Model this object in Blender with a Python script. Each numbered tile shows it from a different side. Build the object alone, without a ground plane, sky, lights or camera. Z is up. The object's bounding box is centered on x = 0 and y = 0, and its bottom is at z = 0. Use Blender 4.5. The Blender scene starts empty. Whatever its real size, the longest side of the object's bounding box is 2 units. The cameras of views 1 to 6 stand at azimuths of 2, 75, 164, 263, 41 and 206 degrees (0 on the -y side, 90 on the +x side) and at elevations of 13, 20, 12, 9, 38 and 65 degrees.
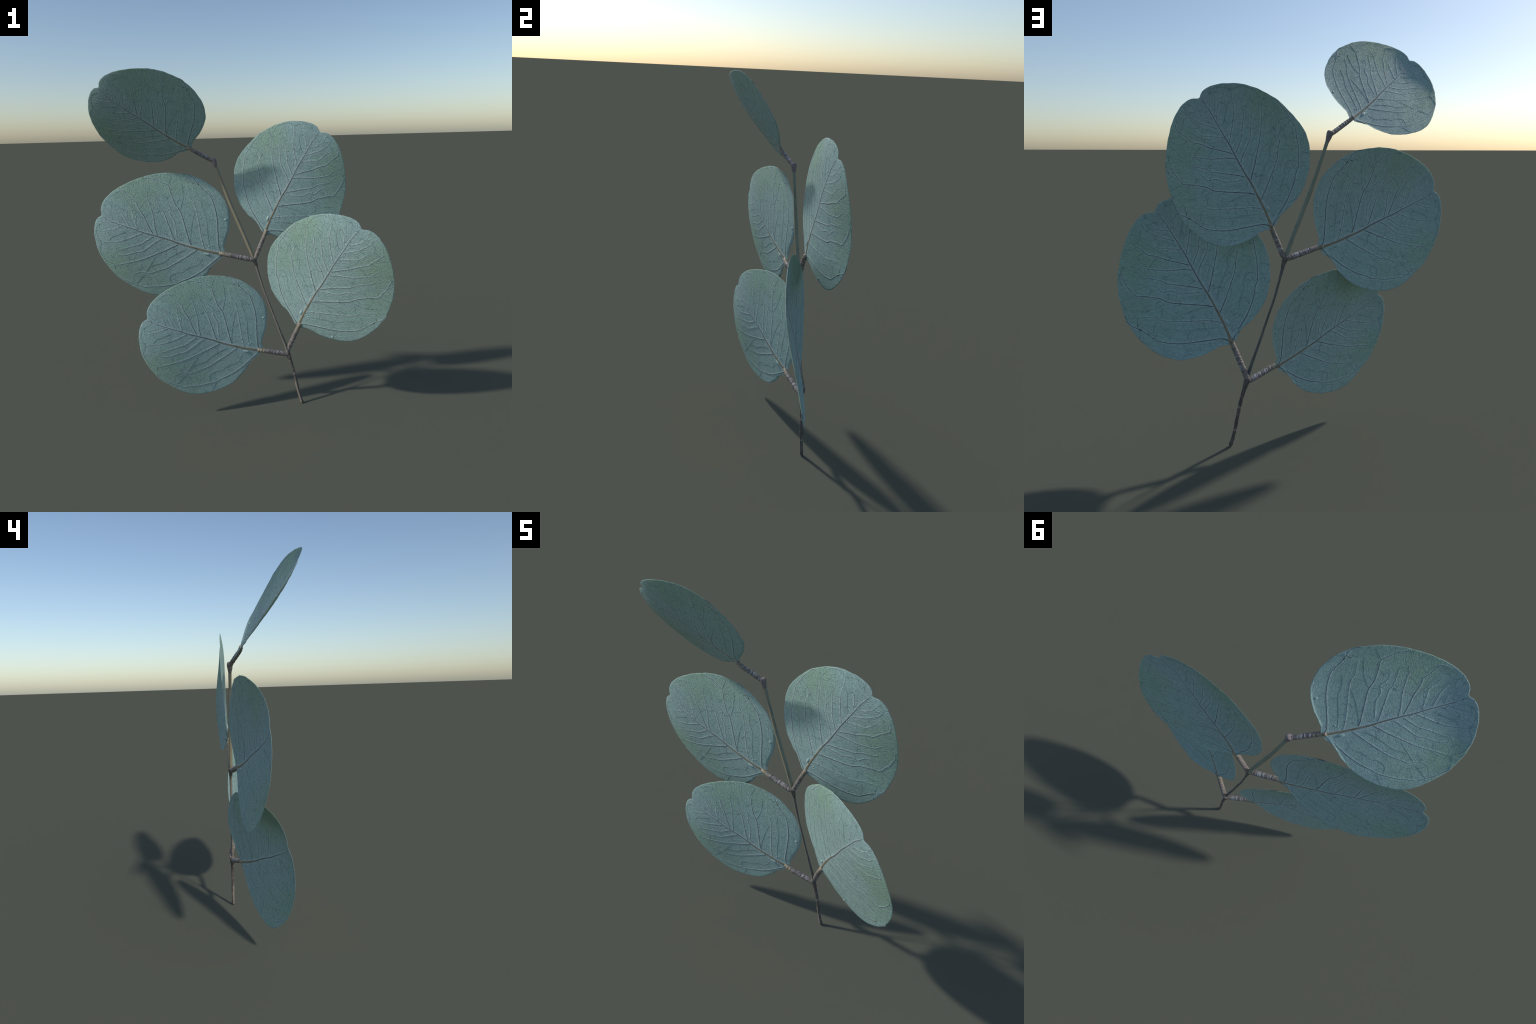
"""A sprig of silver-dollar gum: a thin woody stem with five round leaves."""
import bpy, math, random
import numpy as np
from mathutils import Vector, Matrix

rng = random.Random(7)
nrng = np.random.default_rng(7)
COL = bpy.context.scene.collection


# ------------------------------------------------------------------ helpers
def new_object(name, mesh, parent=None, mat=None):
    ob = bpy.data.objects.new(name, mesh)
    COL.objects.link(ob)
    if parent is not None:
        ob.parent = parent
    if mat is not None and mesh is not None and not mesh.materials:
        mesh.materials.append(mat)
    return ob


def mesh_from(name, verts, faces, smooth=True):
    me = bpy.data.meshes.new(name)
    me.from_pydata([tuple(map(float, v)) for v in verts], [], faces)
    me.update()
    if smooth:
        me.polygons.foreach_set("use_smooth", [True] * len(me.polygons))
    return me


def spline(points, step):
    """Catmull-Rom through control points, resampled at about `step`."""
    P = np.asarray(points, float)
    P = np.vstack([2 * P[0] - P[1], P, 2 * P[-1] - P[-2]])
    out = []
    for i in range(1, len(P) - 2):
        n = max(2, int(np.linalg.norm(P[i + 1] - P[i]) / step))
        u = np.linspace(0, 1, n, endpoint=False)[:, None]
        a, b, c, d = P[i - 1:i + 3]
        out.append(0.5 * (2 * b + (c - a) * u + (2 * a - 5 * b + 4 * c - d) * u ** 2
                          + (3 * b - a - 3 * c + d) * u ** 3))
    out.append(P[-2][None])
    return np.vstack(out)


# ------------------------------------------------------------------ leaf form
# Leaf frame: x runs along the midrib from the blade base to the tip notch
# (length 1), y to the left-hand half, z out of the upper face.
CENTRE = 0.45
# margin: (angle round the blade centre in degrees, radius)
MARGIN = [(-179.9, 0.5754), (-178.4, 0.5861), (-176.9, 0.6064), (-167.9, 0.5851), (-154.4, 0.6217), (-151.4,
          0.6326), (-140.9, 0.6618), (-136.4, 0.6673), (-133.4, 0.6696), (-127.4, 0.6681), (-121.4, 0.6608),
          (-103.4, 0.6265), (-91.4, 0.5985), (-80.9, 0.5767), (-61.4, 0.553), (-50.9, 0.5473), (-43.4,
          0.5486), (-31.4, 0.5594), (-20.9, 0.5742), (-10.4, 0.5778), (-5.9, 0.568), (-4.4, 0.5609), (-1.4,
          0.5436), (0.1, 0.5433), (1.6, 0.5554), (3.1, 0.5653), (4.6, 0.5736), (7.6, 0.581), (13.6, 0.5822),
          (28.6, 0.5743), (39.1, 0.5674), (51.1, 0.5564), (58.6, 0.5539), (67.6, 0.5523), (78.1, 0.5494),
          (88.6, 0.5602), (102.1, 0.5738), (118.6, 0.5697), (129.1, 0.5674), (139.6, 0.5668), (148.6, 0.5617),
          (156.1, 0.5547), (160.6, 0.5526), (163.6, 0.5486), (171.1, 0.5443), (177.1, 0.5557)]
# cupping of the blade: coefficients of x^i y^j, then of the fold along the midrib
CUP = [0.0143, -0.0545, -0.1768, -0.0822, 0.0797, 0.0499, 0.1009, -0.2903, -0.1126, 0.0271,
       -0.0343, -0.4062, -0.1337, -0.3052, -0.2771]
FOLD = [-0.0362, 0.09, 0.1111, 0.0829]
# the lowest right leaf is the same leaf very slightly sheared
SHEAR = np.array([[0.9948, -0.0113, -0.0338], [-0.0113, 1.0057, 0.0475], [-0.0338, 0.0475, 0.9995]])


def margin_radius(theta):
    kt = np.radians([m[0] for m in MARGIN]); kr = np.array([m[1] for m in MARGIN])
    t_ = np.concatenate([kt[-2:] - 2 * np.pi, kt, kt[:3] + 2 * np.pi])
    r_ = np.concatenate([kr[-2:], kr, kr[:3]])
    j = np.clip(np.searchsorted(t_, theta) - 1, 1, len(t_) - 3)
    t0, t1, t2, t3 = (t_[j + k] for k in (-1, 0, 1, 2))
    r0, r1, r2, r3 = (r_[j + k] for k in (-1, 0, 1, 2))
    m1 = (r2 - r0) / (t2 - t0) * (t2 - t1); m2 = (r3 - r1) / (t3 - t1) * (t2 - t1)
    u = (theta - t1) / (t2 - t1)
    return ((2 * u ** 3 - 3 * u ** 2 + 1) * r1 + (u ** 3 - 2 * u ** 2 + u) * m1
            + (-2 * u ** 3 + 3 * u ** 2) * r2 + (u ** 3 - u ** 2) * m2)


def surface(x, y):
    xs = x - 0.45
    z = np.zeros_like(xs); k = 0
    for i in range(5):
        for j in range(5 - i):
            z = z + CUP[k] * xs ** i * y ** j; k += 1
    a = np.sqrt(y * y + 0.02 ** 2)
    z = z + 0.1 * np.maximum(0, x - 0.75) ** 2          # the very tip lifts a little
    z = z + FOLD[0] * a + FOLD[1] * a * xs + FOLD[2] * a * xs * xs + FOLD[3] * a * y
    return z


# veins as control points in the leaf frame; half width at start and end
MIDRIB = [(-0.157, -0.044), (-0.084, -0.03), (0.009, -0.016), (0.127, -0.007), (0.257, 0.002), (0.352, 0),
          (0.489, 0.006), (0.595, 0.013), (0.703, 0.013), (0.781, 0.014), (0.888, 0.015), (0.985, 0.004)]
SIDE_VEINS = [
    (.0036, .0016, [(-0.139, -0.047), (-0.102, -0.065), (-0.07, -0.109), (-0.016, -0.235), (0.017, -0.31), (0.054, -0.38), (0.101, -0.444), (0.153, -0.497), (0.201, -0.521), (0.265, -0.546), (0.311, -0.572), (0.354, -0.598), (0.403, -0.604), (0.45, -0.59)]),
    (.0022, .0010, [(0.008, -0.019), (0.046, -0.046), (0.088, -0.104), (0.138, -0.189), (0.208, -0.311), (0.267, -0.391), (0.317, -0.424), (0.353, -0.48), (0.381, -0.501)]),
    (.0036, .0014, [(0.153, -0.009), (0.172, -0.03), (0.196, -0.057), (0.241, -0.122), (0.287, -0.186), (0.323, -0.235), (0.362, -0.282), (0.412, -0.315), (0.456, -0.361), (0.493, -0.407), (0.532, -0.455), (0.586, -0.462), (0.642, -0.468), (0.689, -0.46), (0.729, -0.452), (0.753, -0.431)]),
    (.0028, .0011, [(0.305, -0.001), (0.353, -0.051), (0.402, -0.111), (0.456, -0.178), (0.491, -0.221), (0.528, -0.242), (0.564, -0.279), (0.618, -0.342), (0.655, -0.356)]),
    (.0016, .0009, [(0.302, -0.037), (0.334, -0.104), (0.363, -0.163), (0.379, -0.183), (0.426, -0.219), (0.448, -0.277), (0.497, -0.293), (0.536, -0.317), (0.563, -0.359)]),
    (.0026, .0010, [(0.472, 0.004), (0.523, -0.073), (0.553, -0.135), (0.588, -0.192), (0.624, -0.238), (0.67, -0.294), (0.721, -0.312), (0.749, -0.327)]),
    (.0030, .0011, [(0.51, 0.005), (0.564, -0.046), (0.606, -0.089), (0.641, -0.127), (0.677, -0.153), (0.715, -0.187), (0.748, -0.223), (0.803, -0.241), (0.852, -0.263), (0.891, -0.275), (0.926, -0.251), (0.959, -0.215)]),
    (.0020, .0009, [(0.72, 0.01), (0.768, -0.034), (0.798, -0.063), (0.822, -0.087), (0.862, -0.109), (0.915, -0.139), (0.944, -0.143), (0.978, -0.141)]),
    (.0015, .0009, [(0.652, 0.01), (0.723, -0.092), (0.752, -0.133), (0.807, -0.156), (0.861, -0.178)]),
    (.0014, .0008, [(0.814, 0.011), (0.852, -0.038), (0.889, -0.063), (0.925, -0.078), (0.963, -0.083), (0.998, -0.075)]),
    (.0036, .0012, [(-0.137, -0.032), (-0.096, 0.034), (-0.062, 0.096), (-0.032, 0.154), (0.014, 0.222), (0.073, 0.291), (0.131, 0.344), (0.166, 0.385), (0.224, 0.42), (0.305, 0.464), (0.368, 0.487), (0.429, 0.513), (0.469, 0.519), (0.513, 0.515), (0.577, 0.513), (0.633, 0.502), (0.702, 0.485), (0.734, 0.446)]),
    (.0028, .0010, [(0.085, -0.007), (0.12, 0.036), (0.163, 0.097), (0.208, 0.153), (0.253, 0.21), (0.304, 0.27), (0.384, 0.333), (0.415, 0.361), (0.467, 0.373), (0.516, 0.383), (0.566, 0.425)]),
    (.0034, .0011, [(0.266, 0.005), (0.311, 0.051), (0.371, 0.113), (0.433, 0.17), (0.495, 0.228), (0.572, 0.289), (0.627, 0.322), (0.714, 0.379), (0.753, 0.393)]),
    (.0020, .0009, [(0.42, 0.006), (0.469, 0.063), (0.514, 0.131), (0.564, 0.191), (0.614, 0.218), (0.685, 0.27), (0.748, 0.289), (0.774, 0.261)]),
    (.0024, .0010, [(0.5, 0.009), (0.549, 0.074), (0.586, 0.122), (0.639, 0.16), (0.703, 0.209), (0.768, 0.256)]),
    (.0022, .0009, [(0.591, 0.013), (0.65, 0.063), (0.704, 0.113), (0.775, 0.166), (0.824, 0.191), (0.858, 0.202), (0.922, 0.237)]),
    (.0015, .0008, [(0.78, 0.015), (0.837, 0.059), (0.874, 0.089), (0.91, 0.111), (0.949, 0.128)]),
]
VEINLETS = [
    [(0.157, -0.014), (0.19, -0.082), (0.214, -0.182), (0.23, -0.276), (0.229, -0.316), (0.208, -0.311)],
    [(-0.002, -0.055), (0.052, -0.16), (0.092, -0.25), (0.125, -0.313), (0.179, -0.371), (0.209, -0.424), (0.235, -0.458)],
    [(0.532, -0.455), (0.534, -0.512), (0.538, -0.562)],
    [(0.362, -0.282), (0.364, -0.342), (0.374, -0.396), (0.403, -0.467), (0.431, -0.517)],
    [(0.528, -0.242), (0.538, -0.205), (0.579, -0.188)],
    [(0.67, -0.294), (0.686, -0.335), (0.686, -0.36)],
    [(0.155, 0.378), (0.164, 0.437), (0.163, 0.487)],
    [(0.513, 0.515), (0.5, 0.474), (0.482, 0.424), (0.459, 0.383)],
    [(0.467, 0.373), (0.452, 0.299), (0.435, 0.231), (0.431, 0.182)],
    [(0.207, 0.407), (0.245, 0.345), (0.207, 0.285), (0.157, 0.261), (0.108, 0.193), (0.038, 0.134), (0.023, 0.044)],
    [(0.185, 0.029), (0.266, 0.109), (0.308, 0.168), (0.35, 0.229), (0.397, 0.261), (0.452, 0.299)],
    [(0.627, 0.322), (0.646, 0.29), (0.658, 0.255)],
    [(0.858, 0.202), (0.853, 0.156), (0.792, 0.104), (0.722, 0.035)],
    [(0.734, 0.446), (0.755, 0.394), (0.835, 0.381), (0.886, 0.345), (0.914, 0.304), (0.922, 0.237), (0.96, 0.2), (0.987, 0.16), (0.999, 0.101), (0.959, 0.048)],
]
HALF = 0.0015          # half thickness of the blade


def taper(n, a, b):
    return np.linspace(a, b, n)


def vein_paths():
    out = []
    m = spline(MIDRIB, 0.012)
    s = np.clip((m[:, 0] + 0.20) / 1.185, 0, 1)
    out.append(("midrib", m, 0.0108 * (1 - s) ** 1.4 + 0.0021, 0.0020, 0.013))
    for a, b, p in SIDE_VEINS:
        q = spline(p, 0.010)
        out.append(("side_vein", q, taper(len(q), a * 1.35, b * 1.6), 0.0010, 0.0065))
    for p in VEINLETS:
        q = spline(p, 0.010)
        out.append(("veinlet", q, taper(len(q), 0.0013, 0.0009), 0.0006, 0.0048))
    return out


PATHS = vein_paths()


def relief(x, y):
    """Height of the soft swelling of the blade along each vein."""
    h = np.zeros_like(x)
    for kind, q, w, rise, width in PATHS:
        a, b = q[:-1], q[1:]
        d2 = np.full(x.shape, 9.0); tt = np.zeros_like(x)
        for k in range(len(a)):
            ab = b[k] - a[k]; L2 = float(ab @ ab)
            u = np.clip(((x - a[k, 0]) * ab[0] + (y - a[k, 1]) * ab[1]) / L2, 0, 1)
            dd = (x - a[k, 0] - u * ab[0]) ** 2 + (y - a[k, 1] - u * ab[1]) ** 2
            m = dd < d2
            d2 = np.where(m, dd, d2); tt = np.where(m, k / len(a), tt)
        h = np.maximum(h, rise * (1 - 0.6 * tt) * np.exp(-d2 / width ** 2))
    return h


def blade_grid(rings=96, spokes=500):
    th = np.linspace(-np.pi, np.pi, spokes, endpoint=False)
    rho = np.linspace(0, 1, rings + 1)[1:] ** 0.8
    R = margin_radius(th) * (1.0012 + 0.0016 * np.sin(th * 23 + 1) + 0.0012 * np.sin(th * 41))
    x = CENTRE + rho[:, None] * R * np.cos(th); y = rho[:, None] * R * np.sin(th)
    x = np.concatenate([[CENTRE], x.ravel()]); y = np.concatenate([[0.0], y.ravel()])
    edge = np.concatenate([[0.0], np.repeat(rho, spokes)])
    return x, y, edge, rings, spokes


GX, GY, GEDGE, RINGS, SPOKES = blade_grid()
GREL = relief(GX, GY)


def blade_mesh(sheared):
    near_base = np.clip((0.0 - GX) / 0.08, 0, 1) * np.clip((np.abs(GY + 0.04) - 0.03) / 0.06, 0, 1)
    z = surface(GX, GY) - 0.009 * near_base * np.clip((GEDGE - 0.965) / 0.035, 0, 1) ** 2   # basal margins roll back
    t = HALF * np.sqrt(np.clip(1.0 - (np.clip(GEDGE - 0.985, 0, 1) / 0.0152) ** 2, 0.02, 1))
    fade = np.clip((1 - GEDGE) / 0.03, 0, 1)
    up = z + t + GREL * fade
    dn = z - t - GREL * fade
    n = len(GX)
    V = np.concatenate([np.stack([GX, GY, up], 1), np.stack([GX, GY, dn], 1)])
    F = []
    S = SPOKES
    for s, off in ((0, 0), (1, n)):
        for k in range(S):
            tri = (off, off + 1 + k, off + 1 + (k + 1) % S)
            F.append(tri if s == 0 else tri[::-1])
        for r in range(RINGS - 1):
            b = off + 1 + r * S
            for k in range(S):
                k2 = (k + 1) % S
                q = (b + k, b + S + k, b + S + k2, b + k2)
                F.append(q if s == 0 else q[::-1])
    b = 1 + (RINGS - 1) * S
    for k in range(S):
        k2 = (k + 1) % S
        F.append((b + k, n + b + k, n + b + k2, b + k2))
    return mesh_from("leaf_blade", V @ SHEAR if sheared else V, F)


def vein_mesh(name, items, sheared, sides=8):
    """Flattened tubes that run through the blade and stand a little proud of both faces."""
    V, F = [], []
    for kind, q, w, rise, width in items:
        n = len(q); off = len(V)
        d = np.gradient(q, axis=0); d /= np.linalg.norm(d, axis=1)[:, None]
        nx, ny = -d[:, 1], d[:, 0]
        z = surface(q[:, 0], q[:, 1])
        s = np.linspace(0, 1, n)
        hh = HALF + rise * (1 - 0.6 * s) + (0.0016 if kind == "midrib" else 0.0010)
        pinch = np.minimum(1, np.minimum((np.arange(n) + 0.4) / 2.5, (n - 1 - np.arange(n) + 0.4) / 2.5))
        for i in range(n):
            for k in range(sides):
                a = 2 * math.pi * k / sides
                c, sn = math.cos(a), math.sin(a)
                V.append((q[i, 0] + nx[i] * w[i] * c * pinch[i], q[i, 1] + ny[i] * w[i] * c * pinch[i],
                          z[i] + hh[i] * math.copysign(abs(sn) ** 0.45, sn) * (0.5 + 0.5 * pinch[i])))
        for i in range(n - 1):
            for k in range(sides):
                k2 = (k + 1) % sides
                F.append((off + i * sides + k, off + i * sides + k2, off + (i + 1) * sides + k2, off + (i + 1) * sides + k))
        F.append(tuple(off + k for k in range(sides))[::-1])
        F.append(tuple(off + (n - 1) * sides + k for k in range(sides)))
    return mesh_from(name, np.array(V) @ SHEAR if sheared else V, F)


def painted_light_mesh(name, sheared, widen, lift):
    """Thin ribbons, lightened to draw the lit slopes beside the main veins."""
    V, F = [], []
    U = np.linspace(-1, 1, 9)
    for kind, q, w, rise, width in PATHS:
        if kind == "veinlet":
            continue
        q = q[2:-1:2]
        n = len(q); off = len(V)
        d = np.gradient(q, axis=0); d /= np.linalg.norm(d, axis=1)[:, None]
        s = np.linspace(0, 1, n)
        half = (widen * (1.0 if kind == "side_vein" else 1.5) * (1 - 0.55 * s) * (rise / 0.0010) ** 0.3
                * (0.9 + 0.2 * nrng.random(n)) * np.minimum(1, (n - np.arange(n)) / 4) + 0.001)
        X = q[:, 0][:, None] - d[:, 1][:, None] * half[:, None] * U
        Y = q[:, 1][:, None] + d[:, 0][:, None] * half[:, None] * U
        Z = surface(X, Y)
        H = HALF + relief(X.ravel(), Y.ravel()).reshape(X.shape) + lift * (1 - U ** 6)
        m = len(U)
        V += list(np.stack([X, Y, Z + H], -1).reshape(-1, 3)) + list(np.stack([X, Y, Z - H], -1).reshape(-1, 3))
        for i in range(n - 1):
            for k in range(m - 1):
                a = off + i * m + k; b = a + n * m
                F.append((a, a + m, a + m + 1, a + 1))
                F.append((b, b + 1, b + m + 1, b + m))
    return mesh_from(name, np.array(V) @ SHEAR if sheared else V, F)


def tube(name, path, radii, sides=24, bump=0.0, flat=1.0, seed=1, step=0.006):
    """Knobbly tube along a path with rounded ends; radii are (position 0..1, radius) pairs."""
    P = spline(path, step)
    s = np.concatenate([[0], np.cumsum(np.linalg.norm(np.diff(P, axis=0), axis=1))]); L = s[-1]
    s /= L
    R = np.interp(s, [a for a, _ in radii], [b for _, b in radii])
    d = np.gradient(P, axis=0); d /= np.linalg.norm(d, axis=1)[:, None]
    g = np.random.default_rng(seed)
    ref = np.array([0.0, 0.0, 1.0]) if abs(d[0][2]) < 0.8 else np.array([1.0, 0.0, 0.0])
    V, F = [], []
    n = len(P)
    rings = g.normal(0, 1, n)
    ph = g.uniform(0, 6.28, (6,)); fr = g.uniform(20, 90, (6,)); ks = g.integers(1, 5, (6,))
    for i in range(n):
        u = np.cross(ref, d[i]); u /= np.linalg.norm(u); v = np.cross(d[i], u)
        for k in range(sides):
            a = 2 * math.pi * k / sides
            w = sum(math.sin(fr[m] * s[i] * L / 0.3 + ks[m] * a + ph[m]) for m in range(6)) / 6
            r = R[i] * (1 + bump * (w + 0.35 * rings[i]))
            V.append(P[i] + u * math.cos(a) * r + v * math.sin(a) * r * flat)
    for i in range(n - 1):
        for k in range(sides):
            k2 = (k + 1) % sides
            F.append((i * sides + k, i * sides + k2, (i + 1) * sides + k2, (i + 1) * sides + k))
    F.append(tuple(range(sides))[::-1])
    F.append(tuple((n - 1) * sides + k for k in range(sides)))
    return mesh_from(name, V, F)


def drop_mesh(name, half_len, half_wid, height, tail=0.0, seg=20, rows=10):
    """Water bead: a lens through the blade that bulges on both faces, drawn out to a tail."""
    V, F = [], []
    V.append((-half_len, 0, 0))
    for i in range(1, rows):
        t = math.pi * i / rows
        x = -math.cos(t); r = math.sin(t) * (1 - tail * (x + 1) / 2)
        for k in range(seg):
            a = 2 * math.pi * k / seg
            V.append((x * half_len, r * half_wid * math.cos(a), r * height * math.sin(a)))
    V.append((half_len, 0, 0))
    for k in range(seg):
        F.append((0, 1 + (k + 1) % seg, 1 + k))
        F.append((len(V) - 1, 1 + (rows - 2) * seg + k, 1 + (rows - 2) * seg + (k + 1) % seg))
    for i in range(rows - 2):
        for k in range(seg):
            k2 = (k + 1) % seg
            F.append((1 + i * seg + k, 1 + i * seg + k2, 1 + (i + 1) * seg + k2, 1 + (i + 1) * seg + k))
    return mesh_from(name, V, F)


# ------------------------------------------------------------------ materials
class Nodes:
    def __init__(self, name):
        self.mat = bpy.data.materials.new(name)
        self.mat.use_nodes = True
        self.t = self.mat.node_tree
        self.bsdf = self.t.nodes["Principled BSDF"]

    def n(self, kind, **kw):
        nd = self.t.nodes.new(kind)
        for k, v in kw.items():
            setattr(nd, k, v)
        return nd

    def link(self, a, b):
        self.t.links.new(a, b)

    def put(self, sock, val):
        if hasattr(val, "is_linked") or isinstance(val, bpy.types.NodeSocket):
            self.link(val, sock)
        else:
            sock.default_value = val

    def math(self, op, a, b=0.0, c=None, clamp=False):
        m = self.n("ShaderNodeMath", operation=op, use_clamp=clamp)
        self.put(m.inputs[0], a); self.put(m.inputs[1], b)
        if c is not None:
            self.put(m.inputs[2], c)
        return m.outputs[0]

    def ramp(self, val, lo, hi, a=0.0, b=1.0):
        m = self.n("ShaderNodeMapRange", interpolation_type='SMOOTHSTEP')
        self.put(m.inputs[0], val)
        for k, v in zip((1, 2, 3, 4), (lo, hi, a, b)):
            m.inputs[k].default_value = v
        return m.outputs[0]

    def mix(self, f, a, b, blend='MIX'):
        m = self.n("ShaderNodeMix", data_type='RGBA', blend_type=blend)
        self.put(m.inputs[0], f)
        self.put(m.inputs[6], a if not isinstance(a, tuple) else (*a, 1))
        self.put(m.inputs[7], b if not isinstance(b, tuple) else (*b, 1))
        return m.outputs[2]

    def coords(self):
        return self.n("ShaderNodeTexCoord").outputs["Object"]

    def noise(self, vec, scale, detail=4.0, rough=0.55):
        m = self.n("ShaderNodeTexNoise")
        self.link(vec, m.inputs["Vector"])
        m.inputs["Scale"].default_value = scale
        m.inputs["Detail"].default_value = detail
        m.inputs["Roughness"].default_value = rough
        return m

    def xyz(self, x, y, z):
        m = self.n("ShaderNodeCombineXYZ")
        self.put(m.inputs[0], x); self.put(m.inputs[1], y); self.put(m.inputs[2], z)
        return m.outputs[0]

    def bump(self, height, strength, dist, normal=None):
        b = self.n("ShaderNodeBump")
        b.inputs["Strength"].default_value = strength
        b.inputs["Distance"].default_value = dist
        self.link(height, b.inputs["Height"])
        if normal is not None:
            self.link(normal, b.inputs["Normal"])
        return b.outputs[0]


GLAUCOUS = (0.325, 0.475, 0.445)
GREEN = (0.295, 0.450, 0.325)
DEEP = (0.225, 0.350, 0.310)


def leaf_flesh(N, bloom=0.0):
    """Colour of the blade: waxy blue bloom, greener patches on the tip half, netted fine veins."""
    co = N.coords()
    sep = N.n("ShaderNodeSeparateXYZ"); N.link(co, sep.inputs[0])
    x, y = sep.outputs[0], sep.outputs[1]
    big = N.noise(N.xyz(x, y, 0.0), 3.2, 5, 0.6).outputs["Fac"]
    ay = N.math('ABSOLUTE', y)
    along = N.math('ADD', N.math('MULTIPLY', x, 0.69), N.math('MULTIPLY', ay, 0.72))
    across = N.math('SUBTRACT', N.math('MULTIPLY', x, 0.72), N.math('MULTIPLY', ay, 0.69))
    wob = N.noise(N.xyz(x, y, 0.3), 9.0, 3).outputs["Color"]
    ws = N.n("ShaderNodeSeparateColor"); N.link(wob, ws.inputs[0])
    side = N.math('MULTIPLY', N.math('SIGN', y), 7.3)
    al = N.math('ADD', along, N.math('MULTIPLY', N.math('SUBTRACT', ws.outputs[0], 0.5), 0.10))
    ac = N.math('ADD', across, N.math('MULTIPLY', N.math('SUBTRACT', ws.outputs[1], 0.5), 0.07))

    def net(sa, sc, lo, hi):
        v = N.n("ShaderNodeTexVoronoi", feature='DISTANCE_TO_EDGE', voronoi_dimensions='2D')
        N.link(N.xyz(N.math('MULTIPLY', al, sa), N.math('ADD', N.math('MULTIPLY', ac, sc), side), 0.0), v.inputs["Vector"])
        v.inputs["Scale"].default_value = 1.0
        return N.ramp(v.outputs["Distance"], lo, hi, 1.0, 0.0)
    net1 = net(8.0, 27.0, 0.012, 0.050)
    net2 = net(24.0, 60.0, 0.02, 0.12)

    # green patches: soft ellipses with ragged edges
    def patch(cx, cy, r):
        dx = N.math('SUBTRACT', x, cx); dy = N.math('SUBTRACT', y, cy)
        d = N.math('SQRT', N.math('ADD', N.math('MULTIPLY', dx, dx), N.math('MULTIPLY', dy, dy)))
        d = N.math('ADD', d, N.math('MULTIPLY', N.math('SUBTRACT', big, 0.5), 0.35))
        return N.ramp(d, r * 0.35, r * 1.15, 1.0, 0.0)
    g = patch(0.80, -0.36, 0.30)
    g = N.math('MAXIMUM', g, N.math('MULTIPLY', patch(0.50, -0.50, 0.22), 0.75))
    g = N.math('MAXIMUM', g, patch(0.70, 0.46, 0.26))
    g = N.math('MAXIMUM', g, N.math('MULTIPLY', patch(0.38, 0.40, 0.20), 0.6))
    g = N.math('MAXIMUM', g, N.math('MULTIPLY', patch(0.26, -0.44, 0.15), 0.45))
    fleck = N.ramp(N.noise(N.xyz(x, y, 0.0), 48.0, 4, 0.65).outputs["Fac"], 0.38, 0.60, 0.45, 1.0)   # the bloom is rubbed off in flecks
    col = N.mix(N.math('MULTIPLY', g, fleck), GLAUCOUS, GREEN)
    col = N.mix(N.ramp(N.math('ADD', ay, N.math('MULTIPLY', N.math('SUBTRACT', big, 0.5), 0.10)), 0.015, 0.11, 0.55, 0.0), col, (0.330, 0.460, 0.460))
    # mottling of the wax bloom
    mot = N.noise(N.xyz(N.math('MULTIPLY', al, 14.0), N.math('MULTIPLY', ac, 26.0), 0.0), 1.0, 4, 0.6).outputs["Fac"]
    col = N.mix(N.ramp(mot, 0.40, 0.72, 0.0, 0.30), col, DEEP)
    speck = N.noise(co, 55.0, 2).outputs["Fac"]
    col = N.mix(N.math('MULTIPLY', N.ramp(speck, 0.66, 0.74), N.math('MULTIPLY', g, 0.5)), col, (0.17, 0.27, 0.185))
    if bloom:
        col = N.mix(bloom, col, (0.50, 0.635, 0.62))  # vein ribbons only: colour paled to paint light catching the raised veins
    # fine veins
    brk = N.ramp(N.noise(co, 14.0, 2).outputs["Fac"], 0.36, 0.58, 0.25, 1.0)
    f1 = N.math('MULTIPLY', net1, N.math('MULTIPLY', brk, 0.58))
    col = N.mix(f1, col, (0.130, 0.195, 0.195))
    col = N.mix(N.math('MULTIPLY', net2, 0.36), col, (0.150, 0.220, 0.215))
    grain = N.noise(N.xyz(N.math('MULTIPLY', al, 90.0), N.math('MULTIPLY', ac, 165.0), 0.0), 1.0, 3, 0.6).outputs["Fac"]
    h = N.math('ADD', N.math('MULTIPLY', grain, 1.0), N.math('MULTIPLY', net1, -0.16))
    h = N.math('ADD', h, N.math('MULTIPLY', net2, -0.10))
    return col, h


def make_leaf_material(name, bloom):
    N = Nodes(name)
    col, h = leaf_flesh(N, bloom)
    N.link(col, N.bsdf.inputs["Base Color"])
    N.bsdf.inputs["Roughness"].default_value = 0.62
    N.bsdf.inputs["Specular IOR Level"].default_value = 0.28
    N.link(N.bump(h, 0.60, 0.006), N.bsdf.inputs["Normal"])
    return N.mat


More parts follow.
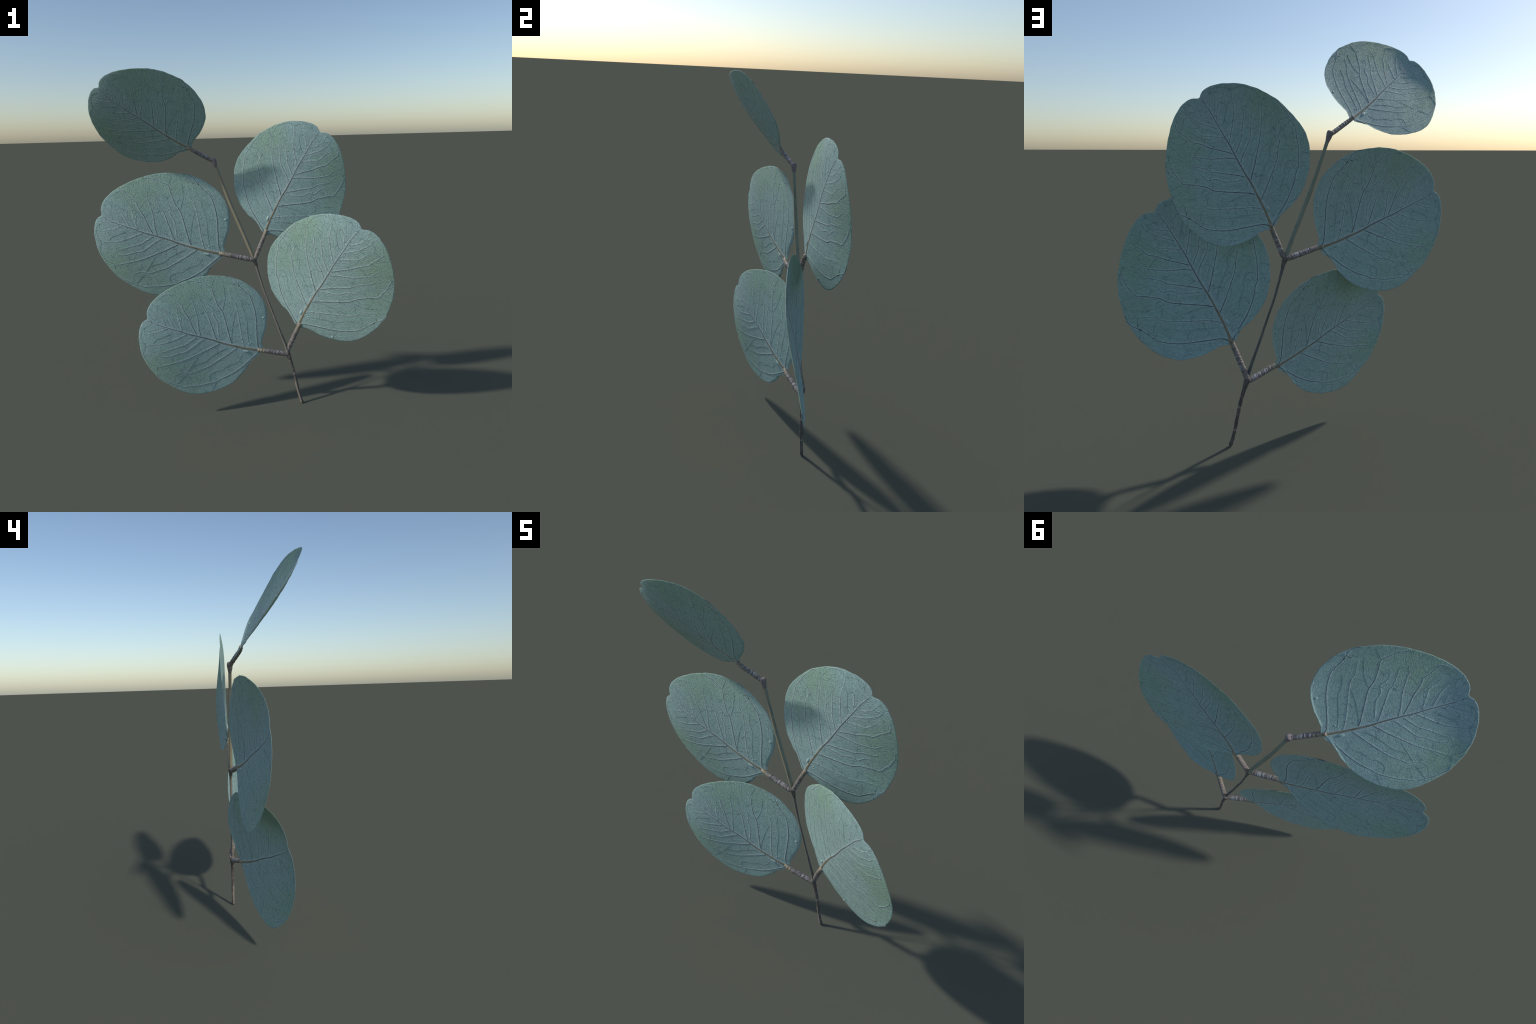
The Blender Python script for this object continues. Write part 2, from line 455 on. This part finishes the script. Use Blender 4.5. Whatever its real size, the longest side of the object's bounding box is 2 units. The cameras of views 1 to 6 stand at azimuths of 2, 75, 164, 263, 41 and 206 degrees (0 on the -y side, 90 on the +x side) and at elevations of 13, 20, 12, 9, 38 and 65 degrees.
def make_vein_material(name, dark, pale, along=False):
    N = Nodes(name)
    co = N.coords()
    nz = N.noise(co, 30.0, 4).outputs["Fac"]
    col = N.mix(N.ramp(nz, 0.35, 0.7), dark, tuple(0.72 * c for c in dark))
    if along:
        sep = N.n("ShaderNodeSeparateXYZ"); N.link(co, sep.inputs[0])
        st = N.noise(N.xyz(N.math('MULTIPLY', sep.outputs[0], 12.0), N.math('MULTIPLY', sep.outputs[1], 140.0), 0.0), 1.0, 3).outputs["Fac"]
        tan = N.mix(N.ramp(st, 0.40, 0.62), pale, tuple(0.5 * c for c in pale))
        col = N.mix(N.ramp(sep.outputs[0], 0.05, 0.50, 1.0, 0.0), col, tan)
    N.link(col, N.bsdf.inputs["Base Color"])
    N.bsdf.inputs["Roughness"].default_value = 0.6
    N.bsdf.inputs["Specular IOR Level"].default_value = 0.25
    return N.mat


def make_petiole_material():
    N = Nodes("petiole_bark")
    co = N.coords()
    sep = N.n("ShaderNodeSeparateXYZ"); N.link(co, sep.inputs[0])
    x, y, z = sep.outputs
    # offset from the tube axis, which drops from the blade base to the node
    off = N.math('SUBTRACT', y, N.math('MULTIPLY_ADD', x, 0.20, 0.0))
    warp = N.noise(co, 22.0, 3).outputs["Fac"]
    rings = N.noise(N.xyz(N.math('MULTIPLY', x, 70.0), N.math('MULTIPLY', y, 16.0), N.math('MULTIPLY', z, 16.0)), 1.0, 4, 0.65).outputs["Fac"]
    fine = N.noise(N.xyz(N.math('MULTIPLY', x, 150.0), N.math('MULTIPLY', y, 60.0), N.math('MULTIPLY', z, 60.0)), 1.0, 3, 0.6).outputs["Fac"]
    col = N.mix(N.ramp(fine, 0.36, 0.64), (0.100, 0.088, 0.082), (0.215, 0.188, 0.172))
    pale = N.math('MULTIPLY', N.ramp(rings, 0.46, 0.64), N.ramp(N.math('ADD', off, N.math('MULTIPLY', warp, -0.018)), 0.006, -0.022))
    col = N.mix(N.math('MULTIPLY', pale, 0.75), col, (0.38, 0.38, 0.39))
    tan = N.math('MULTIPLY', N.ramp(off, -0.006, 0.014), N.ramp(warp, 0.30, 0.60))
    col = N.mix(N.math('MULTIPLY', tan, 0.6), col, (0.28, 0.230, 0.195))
    rib = N.ramp(N.math('ADD', x, N.math('MULTIPLY', warp, -0.05)), -0.26, -0.15)
    col = N.mix(N.math('MULTIPLY', rib, 0.85), col, N.mix(N.ramp(fine, 0.4, 0.6), (0.16, 0.135, 0.085), (0.290, 0.250, 0.160)))
    col = N.mix(N.ramp(N.math('ADD', x, N.math('MULTIPLY', warp, -0.03)), -0.150, -0.128, 0.0, 0.6), col, (0.36, 0.32, 0.25))   # pale nub
    N.link(col, N.bsdf.inputs["Base Color"])
    N.bsdf.inputs["Roughness"].default_value = 0.55
    N.link(N.bump(N.math('ADD', N.math('MULTIPLY', rings, 0.6), N.math('MULTIPLY', fine, 0.6)), 0.6, 0.006), N.bsdf.inputs["Normal"])
    return N.mat


def make_bark_material(name, dark, mid, ring, ring_scale, green=None, stripe=None, ring_amount=0.7, ring_cut=0.58):
    """Bark for a stem piece whose local z runs up the stem."""
    N = Nodes(name)
    co = N.coords()
    sep = N.n("ShaderNodeSeparateXYZ"); N.link(co, sep.inputs[0])
    x, y, z = sep.outputs
    streak = N.noise(N.xyz(N.math('MULTIPLY', x, 220.0), N.math('MULTIPLY', y, 220.0), N.math('MULTIPLY', z, 14.0)), 1.0, 4).outputs["Fac"]
    band = N.noise(N.xyz(N.math('MULTIPLY', x, 10.0), N.math('MULTIPLY', y, 10.0), N.math('MULTIPLY', z, ring_scale)), 1.0, 3, 0.6).outputs["Fac"]
    col = N.mix(N.ramp(streak, 0.38, 0.62), dark, mid)
    if green is not None:
        gn = N.noise(co, 16.0, 3).outputs["Fac"]
        col = N.mix(N.ramp(gn, 0.30, 0.55), col, green)
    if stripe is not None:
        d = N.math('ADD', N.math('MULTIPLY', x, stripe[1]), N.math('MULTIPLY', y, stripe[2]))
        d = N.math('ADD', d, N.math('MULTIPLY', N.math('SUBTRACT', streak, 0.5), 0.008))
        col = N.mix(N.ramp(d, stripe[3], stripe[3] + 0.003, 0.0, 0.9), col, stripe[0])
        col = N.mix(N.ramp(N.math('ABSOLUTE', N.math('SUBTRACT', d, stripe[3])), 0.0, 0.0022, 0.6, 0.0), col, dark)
    col = N.mix(N.ramp(band, ring_cut, ring_cut + 0.07, 0.0, ring_amount), col, ring)
    N.link(col, N.bsdf.inputs["Base Color"])
    N.bsdf.inputs["Roughness"].default_value = 0.65
    N.bsdf.inputs["Specular IOR Level"].default_value = 0.3
    h = N.math('ADD', N.math('MULTIPLY', band, 1.0), N.math('MULTIPLY', streak, 0.5))
    N.link(N.bump(h, 0.5, 0.004), N.bsdf.inputs["Normal"])
    return N.mat


def make_plain(name, colour, rough, spec=0.5, coat=0.0, mottled=None, scale=60.0):
    N = Nodes(name)
    nz = N.noise(N.coords(), scale, 3).outputs["Fac"]
    col = N.mix(N.ramp(nz, 0.35, 0.65), colour, mottled or tuple(0.8 * c for c in colour))
    N.link(col, N.bsdf.inputs["Base Color"])
    N.bsdf.inputs["Roughness"].default_value = rough
    N.bsdf.inputs["Specular IOR Level"].default_value = spec
    N.bsdf.inputs["Coat Weight"].default_value = coat
    return N.mat


M_LEAF = make_leaf_material("waxy_leaf", 0.0)
M_VEIN_LIGHT_OUTER = make_leaf_material("leaf_painted_vein_light", 0.25)
M_VEIN_LIGHT_INNER = make_leaf_material("leaf_strong_painted_vein_light", 0.44)
M_MIDRIB = make_vein_material("midrib_cord", (0.160, 0.180, 0.176), (0.300, 0.262, 0.175), along=True)
M_VEIN = make_vein_material("side_vein_cord", (0.102, 0.142, 0.146), (0.1, 0.1, 0.1))
M_VEINLET = make_vein_material("veinlet_cord", (0.115, 0.165, 0.165), (0.1, 0.1, 0.1))
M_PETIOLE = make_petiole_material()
M_DEW = make_plain("dew_bead", (0.40, 0.54, 0.51), 0.40, 0.5, 0.0, (0.24, 0.36, 0.33), 45.0)
M_SCAR = make_plain("olive_scar", (0.120, 0.165, 0.090), 0.7, 0.2)
M_FLECK = make_plain("pale_fleck", (0.42, 0.53, 0.54), 0.6, 0.3)
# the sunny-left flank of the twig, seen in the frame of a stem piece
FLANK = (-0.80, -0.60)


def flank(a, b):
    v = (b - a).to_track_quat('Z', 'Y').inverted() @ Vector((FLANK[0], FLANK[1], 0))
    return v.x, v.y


# stem joints (metres)
FOOT = Vector((0.347, 0.1170, 0.0025))
LOW = Vector((0.2575, 0.1172, 0.345))
HIGH = Vector((0.0635, 0.1195, 0.949))
TIP = Vector((-0.1517, 0.1177, 1.530))

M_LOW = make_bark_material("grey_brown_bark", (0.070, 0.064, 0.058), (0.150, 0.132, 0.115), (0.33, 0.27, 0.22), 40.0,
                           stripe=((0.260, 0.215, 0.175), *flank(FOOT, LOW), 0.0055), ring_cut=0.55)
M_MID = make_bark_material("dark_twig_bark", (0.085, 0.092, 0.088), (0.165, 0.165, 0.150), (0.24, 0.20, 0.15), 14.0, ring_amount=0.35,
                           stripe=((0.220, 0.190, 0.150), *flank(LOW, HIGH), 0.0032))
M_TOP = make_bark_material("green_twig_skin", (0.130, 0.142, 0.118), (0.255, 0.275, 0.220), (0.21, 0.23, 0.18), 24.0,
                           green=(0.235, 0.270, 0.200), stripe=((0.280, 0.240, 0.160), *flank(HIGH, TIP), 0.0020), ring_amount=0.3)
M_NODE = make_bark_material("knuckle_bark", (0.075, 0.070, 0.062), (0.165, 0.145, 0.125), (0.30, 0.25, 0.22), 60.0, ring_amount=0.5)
M_TIPNODE = make_bark_material("pinkish_knuckle", (0.15, 0.130, 0.125), (0.27, 0.23, 0.22), (0.33, 0.27, 0.24), 50.0, ring_amount=0.4)


# ------------------------------------------------------------------ assembly
sprig = bpy.data.objects.new("leafy_twig", None)
COL.objects.link(sprig)
sprig["label"] = "thin brown twig with five round blue-green veined leaves"
sprig["category"] = "eucalyptus sprig"

sprig.location = FOOT


def stem_piece(name, a, b, radii, mat, bow=((0, 0), (1, 0)), bump=0.06, seed=1, sides=28, parent=sprig):
    d = b - a; L = d.length
    rot = d.to_track_quat('Z', 'Y')
    side = rot.inverted() @ Vector((1, 0, 0))      # bow: sideways drift along world x
    path = [tuple(side * w + Vector((0, 0, L * t))) for t, w in bow]
    me = tube(name, path, radii, sides=sides, bump=bump, seed=seed, step=0.004)
    ob = new_object(name, me, parent, mat)
    ob.rotation_mode = 'QUATERNION'
    ob.rotation_quaternion = rot
    ob.location = a - FOOT
    return ob


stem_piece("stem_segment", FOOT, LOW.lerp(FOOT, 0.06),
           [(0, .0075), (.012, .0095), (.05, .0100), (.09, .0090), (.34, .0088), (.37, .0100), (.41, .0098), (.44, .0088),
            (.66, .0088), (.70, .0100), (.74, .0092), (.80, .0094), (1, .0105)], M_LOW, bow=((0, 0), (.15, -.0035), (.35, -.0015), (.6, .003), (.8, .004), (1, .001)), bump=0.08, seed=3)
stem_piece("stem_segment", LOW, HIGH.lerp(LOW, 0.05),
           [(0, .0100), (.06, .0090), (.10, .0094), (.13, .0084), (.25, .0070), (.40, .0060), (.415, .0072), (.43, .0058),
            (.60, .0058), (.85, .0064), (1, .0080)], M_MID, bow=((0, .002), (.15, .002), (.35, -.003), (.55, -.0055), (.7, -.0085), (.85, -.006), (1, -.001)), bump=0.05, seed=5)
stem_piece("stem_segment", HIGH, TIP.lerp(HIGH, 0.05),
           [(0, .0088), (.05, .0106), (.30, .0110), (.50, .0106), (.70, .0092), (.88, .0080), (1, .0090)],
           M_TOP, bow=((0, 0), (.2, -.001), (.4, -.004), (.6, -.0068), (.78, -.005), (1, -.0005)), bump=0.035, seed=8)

up = (HIGH - LOW).normalized()
stem_piece("node", LOW - up * 0.040, LOW + up * 0.018,
           [(0, .0095), (.10, .0128), (.30, .0140), (.45, .0126), (.60, .0150), (.80, .0140), (.93, .0125), (1, .0090)],
           M_NODE, bump=0.12, seed=11)
stem_piece("node", HIGH - up * 0.050, HIGH + up * 0.012,
           [(0, .0070), (.15, .0088), (.40, .0110), (.75, .0140), (.92, .0130), (1, .0100)], M_NODE, bump=0.08, seed=12)
tipnode = stem_piece("node", TIP - up * 0.042, TIP + up * 0.012,
                     [(0, .0086), (.12, .0100), (.35, .0122), (.62, .0148), (.80, .0160), (.92, .0155), (1, .0120)],
                     M_TIPNODE, bump=0.05, seed=13)

# leaves: (scale, leaf-frame axes as matrix rows, blade base in the world, sheared?, its stem joint)
LEAVES = [
    (0.6536, [[0.4578, -0.8147, -0.356], [-0.3034, 0.2332, -0.9239], [0.8357, 0.531, -0.1404]], (0.3424, 0.0548, 0.6246), True, LOW),
    (0.6349, [[-0.8862, -0.361, 0.2905], [-0.2141, -0.2371, -0.9476], [0.4109, -0.9019, 0.1328]], (0.0069, 0.0471, 0.3952), False, LOW),
    (0.5757, [[0.5164, -0.8553, 0.0414], [0.0189, -0.0369, -0.9991], [0.8561, 0.5168, -0.0029]], (0.1541, 0.1213, 1.183), False, HIGH),
    (0.6401, [[-0.9186, -0.3784, 0.1137], [-0.0961, -0.0651, -0.9932], [0.3832, -0.9234, 0.0235]], (-0.2088, 0.0838, 0.997), False, HIGH),
    (0.4965, [[-0.7181, -0.6945, 0.0451], [-0.3664, 0.3221, -0.8729], [0.5917, -0.6434, -0.4857]], (-0.3409, 0.0529, 1.6265), False, TIP),
]


def build_shared(sheared):
    s = {"blade": blade_mesh(sheared)}
    s["midrib"] = vein_mesh("midrib", PATHS[:1], sheared, 12)
    s["side"] = [vein_mesh("side_vein", [p], sheared) for p in PATHS if p[0] == "side_vein"]
    s["net"] = vein_mesh("veinlet", [p for p in PATHS if p[0] == "veinlet"], sheared, 6)
    s["outer"] = painted_light_mesh("painted_vein_light", sheared, 0.0185, 0.0002); s["outer"].materials.append(M_VEIN_LIGHT_OUTER)
    s["inner"] = painted_light_mesh("painted_vein_light", sheared, 0.0108, 0.0004); s["inner"].materials.append(M_VEIN_LIGHT_INNER)
    s["blade"].materials.append(M_LEAF)
    s["midrib"].materials.append(M_MIDRIB)
    for m in s["side"]:
        m.materials.append(M_VEIN)
    s["net"].materials.append(M_VEINLET)
    return s


def on_blade(x, y, sheared):
    p = np.array([x, y, float(surface(np.array([x]), np.array([y]))[0])])
    return Vector(p @ SHEAR) if sheared else Vector(p)


SHARED = {False: build_shared(False), True: build_shared(True)}
BIG_DROP = drop_mesh("dew_drop", 0.033, 0.0185, 0.011, 0.45); BIG_DROP.materials.append(M_DEW)
ROUND_DROP = drop_mesh("dew_drop", 0.0130, 0.0125, 0.007); ROUND_DROP.materials.append(M_DEW)
TINY_DROP = drop_mesh("dew_drop", 0.0065, 0.0058, 0.006); TINY_DROP.materials.append(M_DEW)
SCAR_A = drop_mesh("scar", 0.024, 0.012, HALF + .0030, 0.8); SCAR_A.materials.append(M_SCAR)
SCAR_B = drop_mesh("scar", 0.024, 0.0050, HALF + .0018, 0.6); SCAR_B.materials.append(M_SCAR)
FLECK = drop_mesh("fleck", 0.009, 0.0075, HALF + .0024); FLECK.materials.append(M_FLECK)
SMALL_FLECK = drop_mesh("fleck", 0.0042, 0.0036, HALF + .0014); SMALL_FLECK.materials.append(M_FLECK)
# (mesh, x, y, turn about z in degrees)
SPOTS = [(BIG_DROP, 0.004, 0.011, 8), (ROUND_DROP, -0.052, -0.346, 0), (TINY_DROP, 0.004, -0.063, 0), (TINY_DROP, -0.012, -0.079, 40),
         (SCAR_A, 0.296, -0.562, -25), (SCAR_B, 0.335, -0.552, 35), (FLECK, 0.311, -0.588, 0), (SMALL_FLECK, 0.755, 0.395, 0)]

for idx, (scale, rows, base, sheared, joint) in enumerate(LEAVES):
    R = Matrix(rows)
    # re-orthonormalise the rounded axes
    cx = R.col[0].normalized(); cy = (R.col[1] - cx * R.col[1].dot(cx)).normalized(); cz = cx.cross(cy)
    R = Matrix((cx, cy, cz)).transposed()
    sh = SHARED[sheared]
    leaf = new_object("leaf", sh["blade"], sprig)
    leaf.rotation_mode = 'QUATERNION'
    leaf.rotation_quaternion = R.to_quaternion()
    leaf.scale = (scale,) * 3
    leaf.location = Vector(base) - FOOT
    new_object("midrib", sh["midrib"], leaf)
    for m in sh["side"]:
        new_object("side_vein", m, leaf)
    for key, name in (("net", "veinlet"), ("outer", "painted_vein_light"), ("inner", "painted_vein_light")):
        ob = new_object(name, sh[key], leaf)
        ob["kind"] = "stuff"
    # petiole from the blade base back to the joint on the stem
    j = (R.transposed() @ (joint - Vector(base))) / scale
    start = on_blade(-0.104, -0.036, sheared)
    end = (Vector((j.x, -0.047 + 0.148 * (j.x + 0.17), 0.001)) + j) / 2
    me = tube("petiole", [tuple(start), (-0.17, -0.047, 0.004), (-0.29, -0.0645, 0.0025), (-0.40, -0.081, 0.001), tuple(end)],
              [(0, .011), (.005, .0155), (.013, .0185), (.030, .0200), (.07, .0190), (.30, .0212), (.75, .0222), (.92, .0215), (1, .017)],
              sides=28, bump=0.09, flat=1.05, seed=20 + idx, step=0.004)
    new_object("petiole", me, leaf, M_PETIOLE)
    for m, x, y, turn in SPOTS:
        s = new_object(m.name.split(".")[0], m, leaf)
        e = 0.01
        s.location = on_blade(x, y, sheared)
        nrm = (on_blade(x + e, y, sheared) - on_blade(x - e, y, sheared)).cross(
            on_blade(x, y + e, sheared) - on_blade(x, y - e, sheared)).normalized()
        s.rotation_mode = 'QUATERNION'
        s.rotation_quaternion = Vector((0, 0, 1)).rotation_difference(nrm) @ Matrix.Rotation(math.radians(turn), 3, 'Z').to_quaternion()
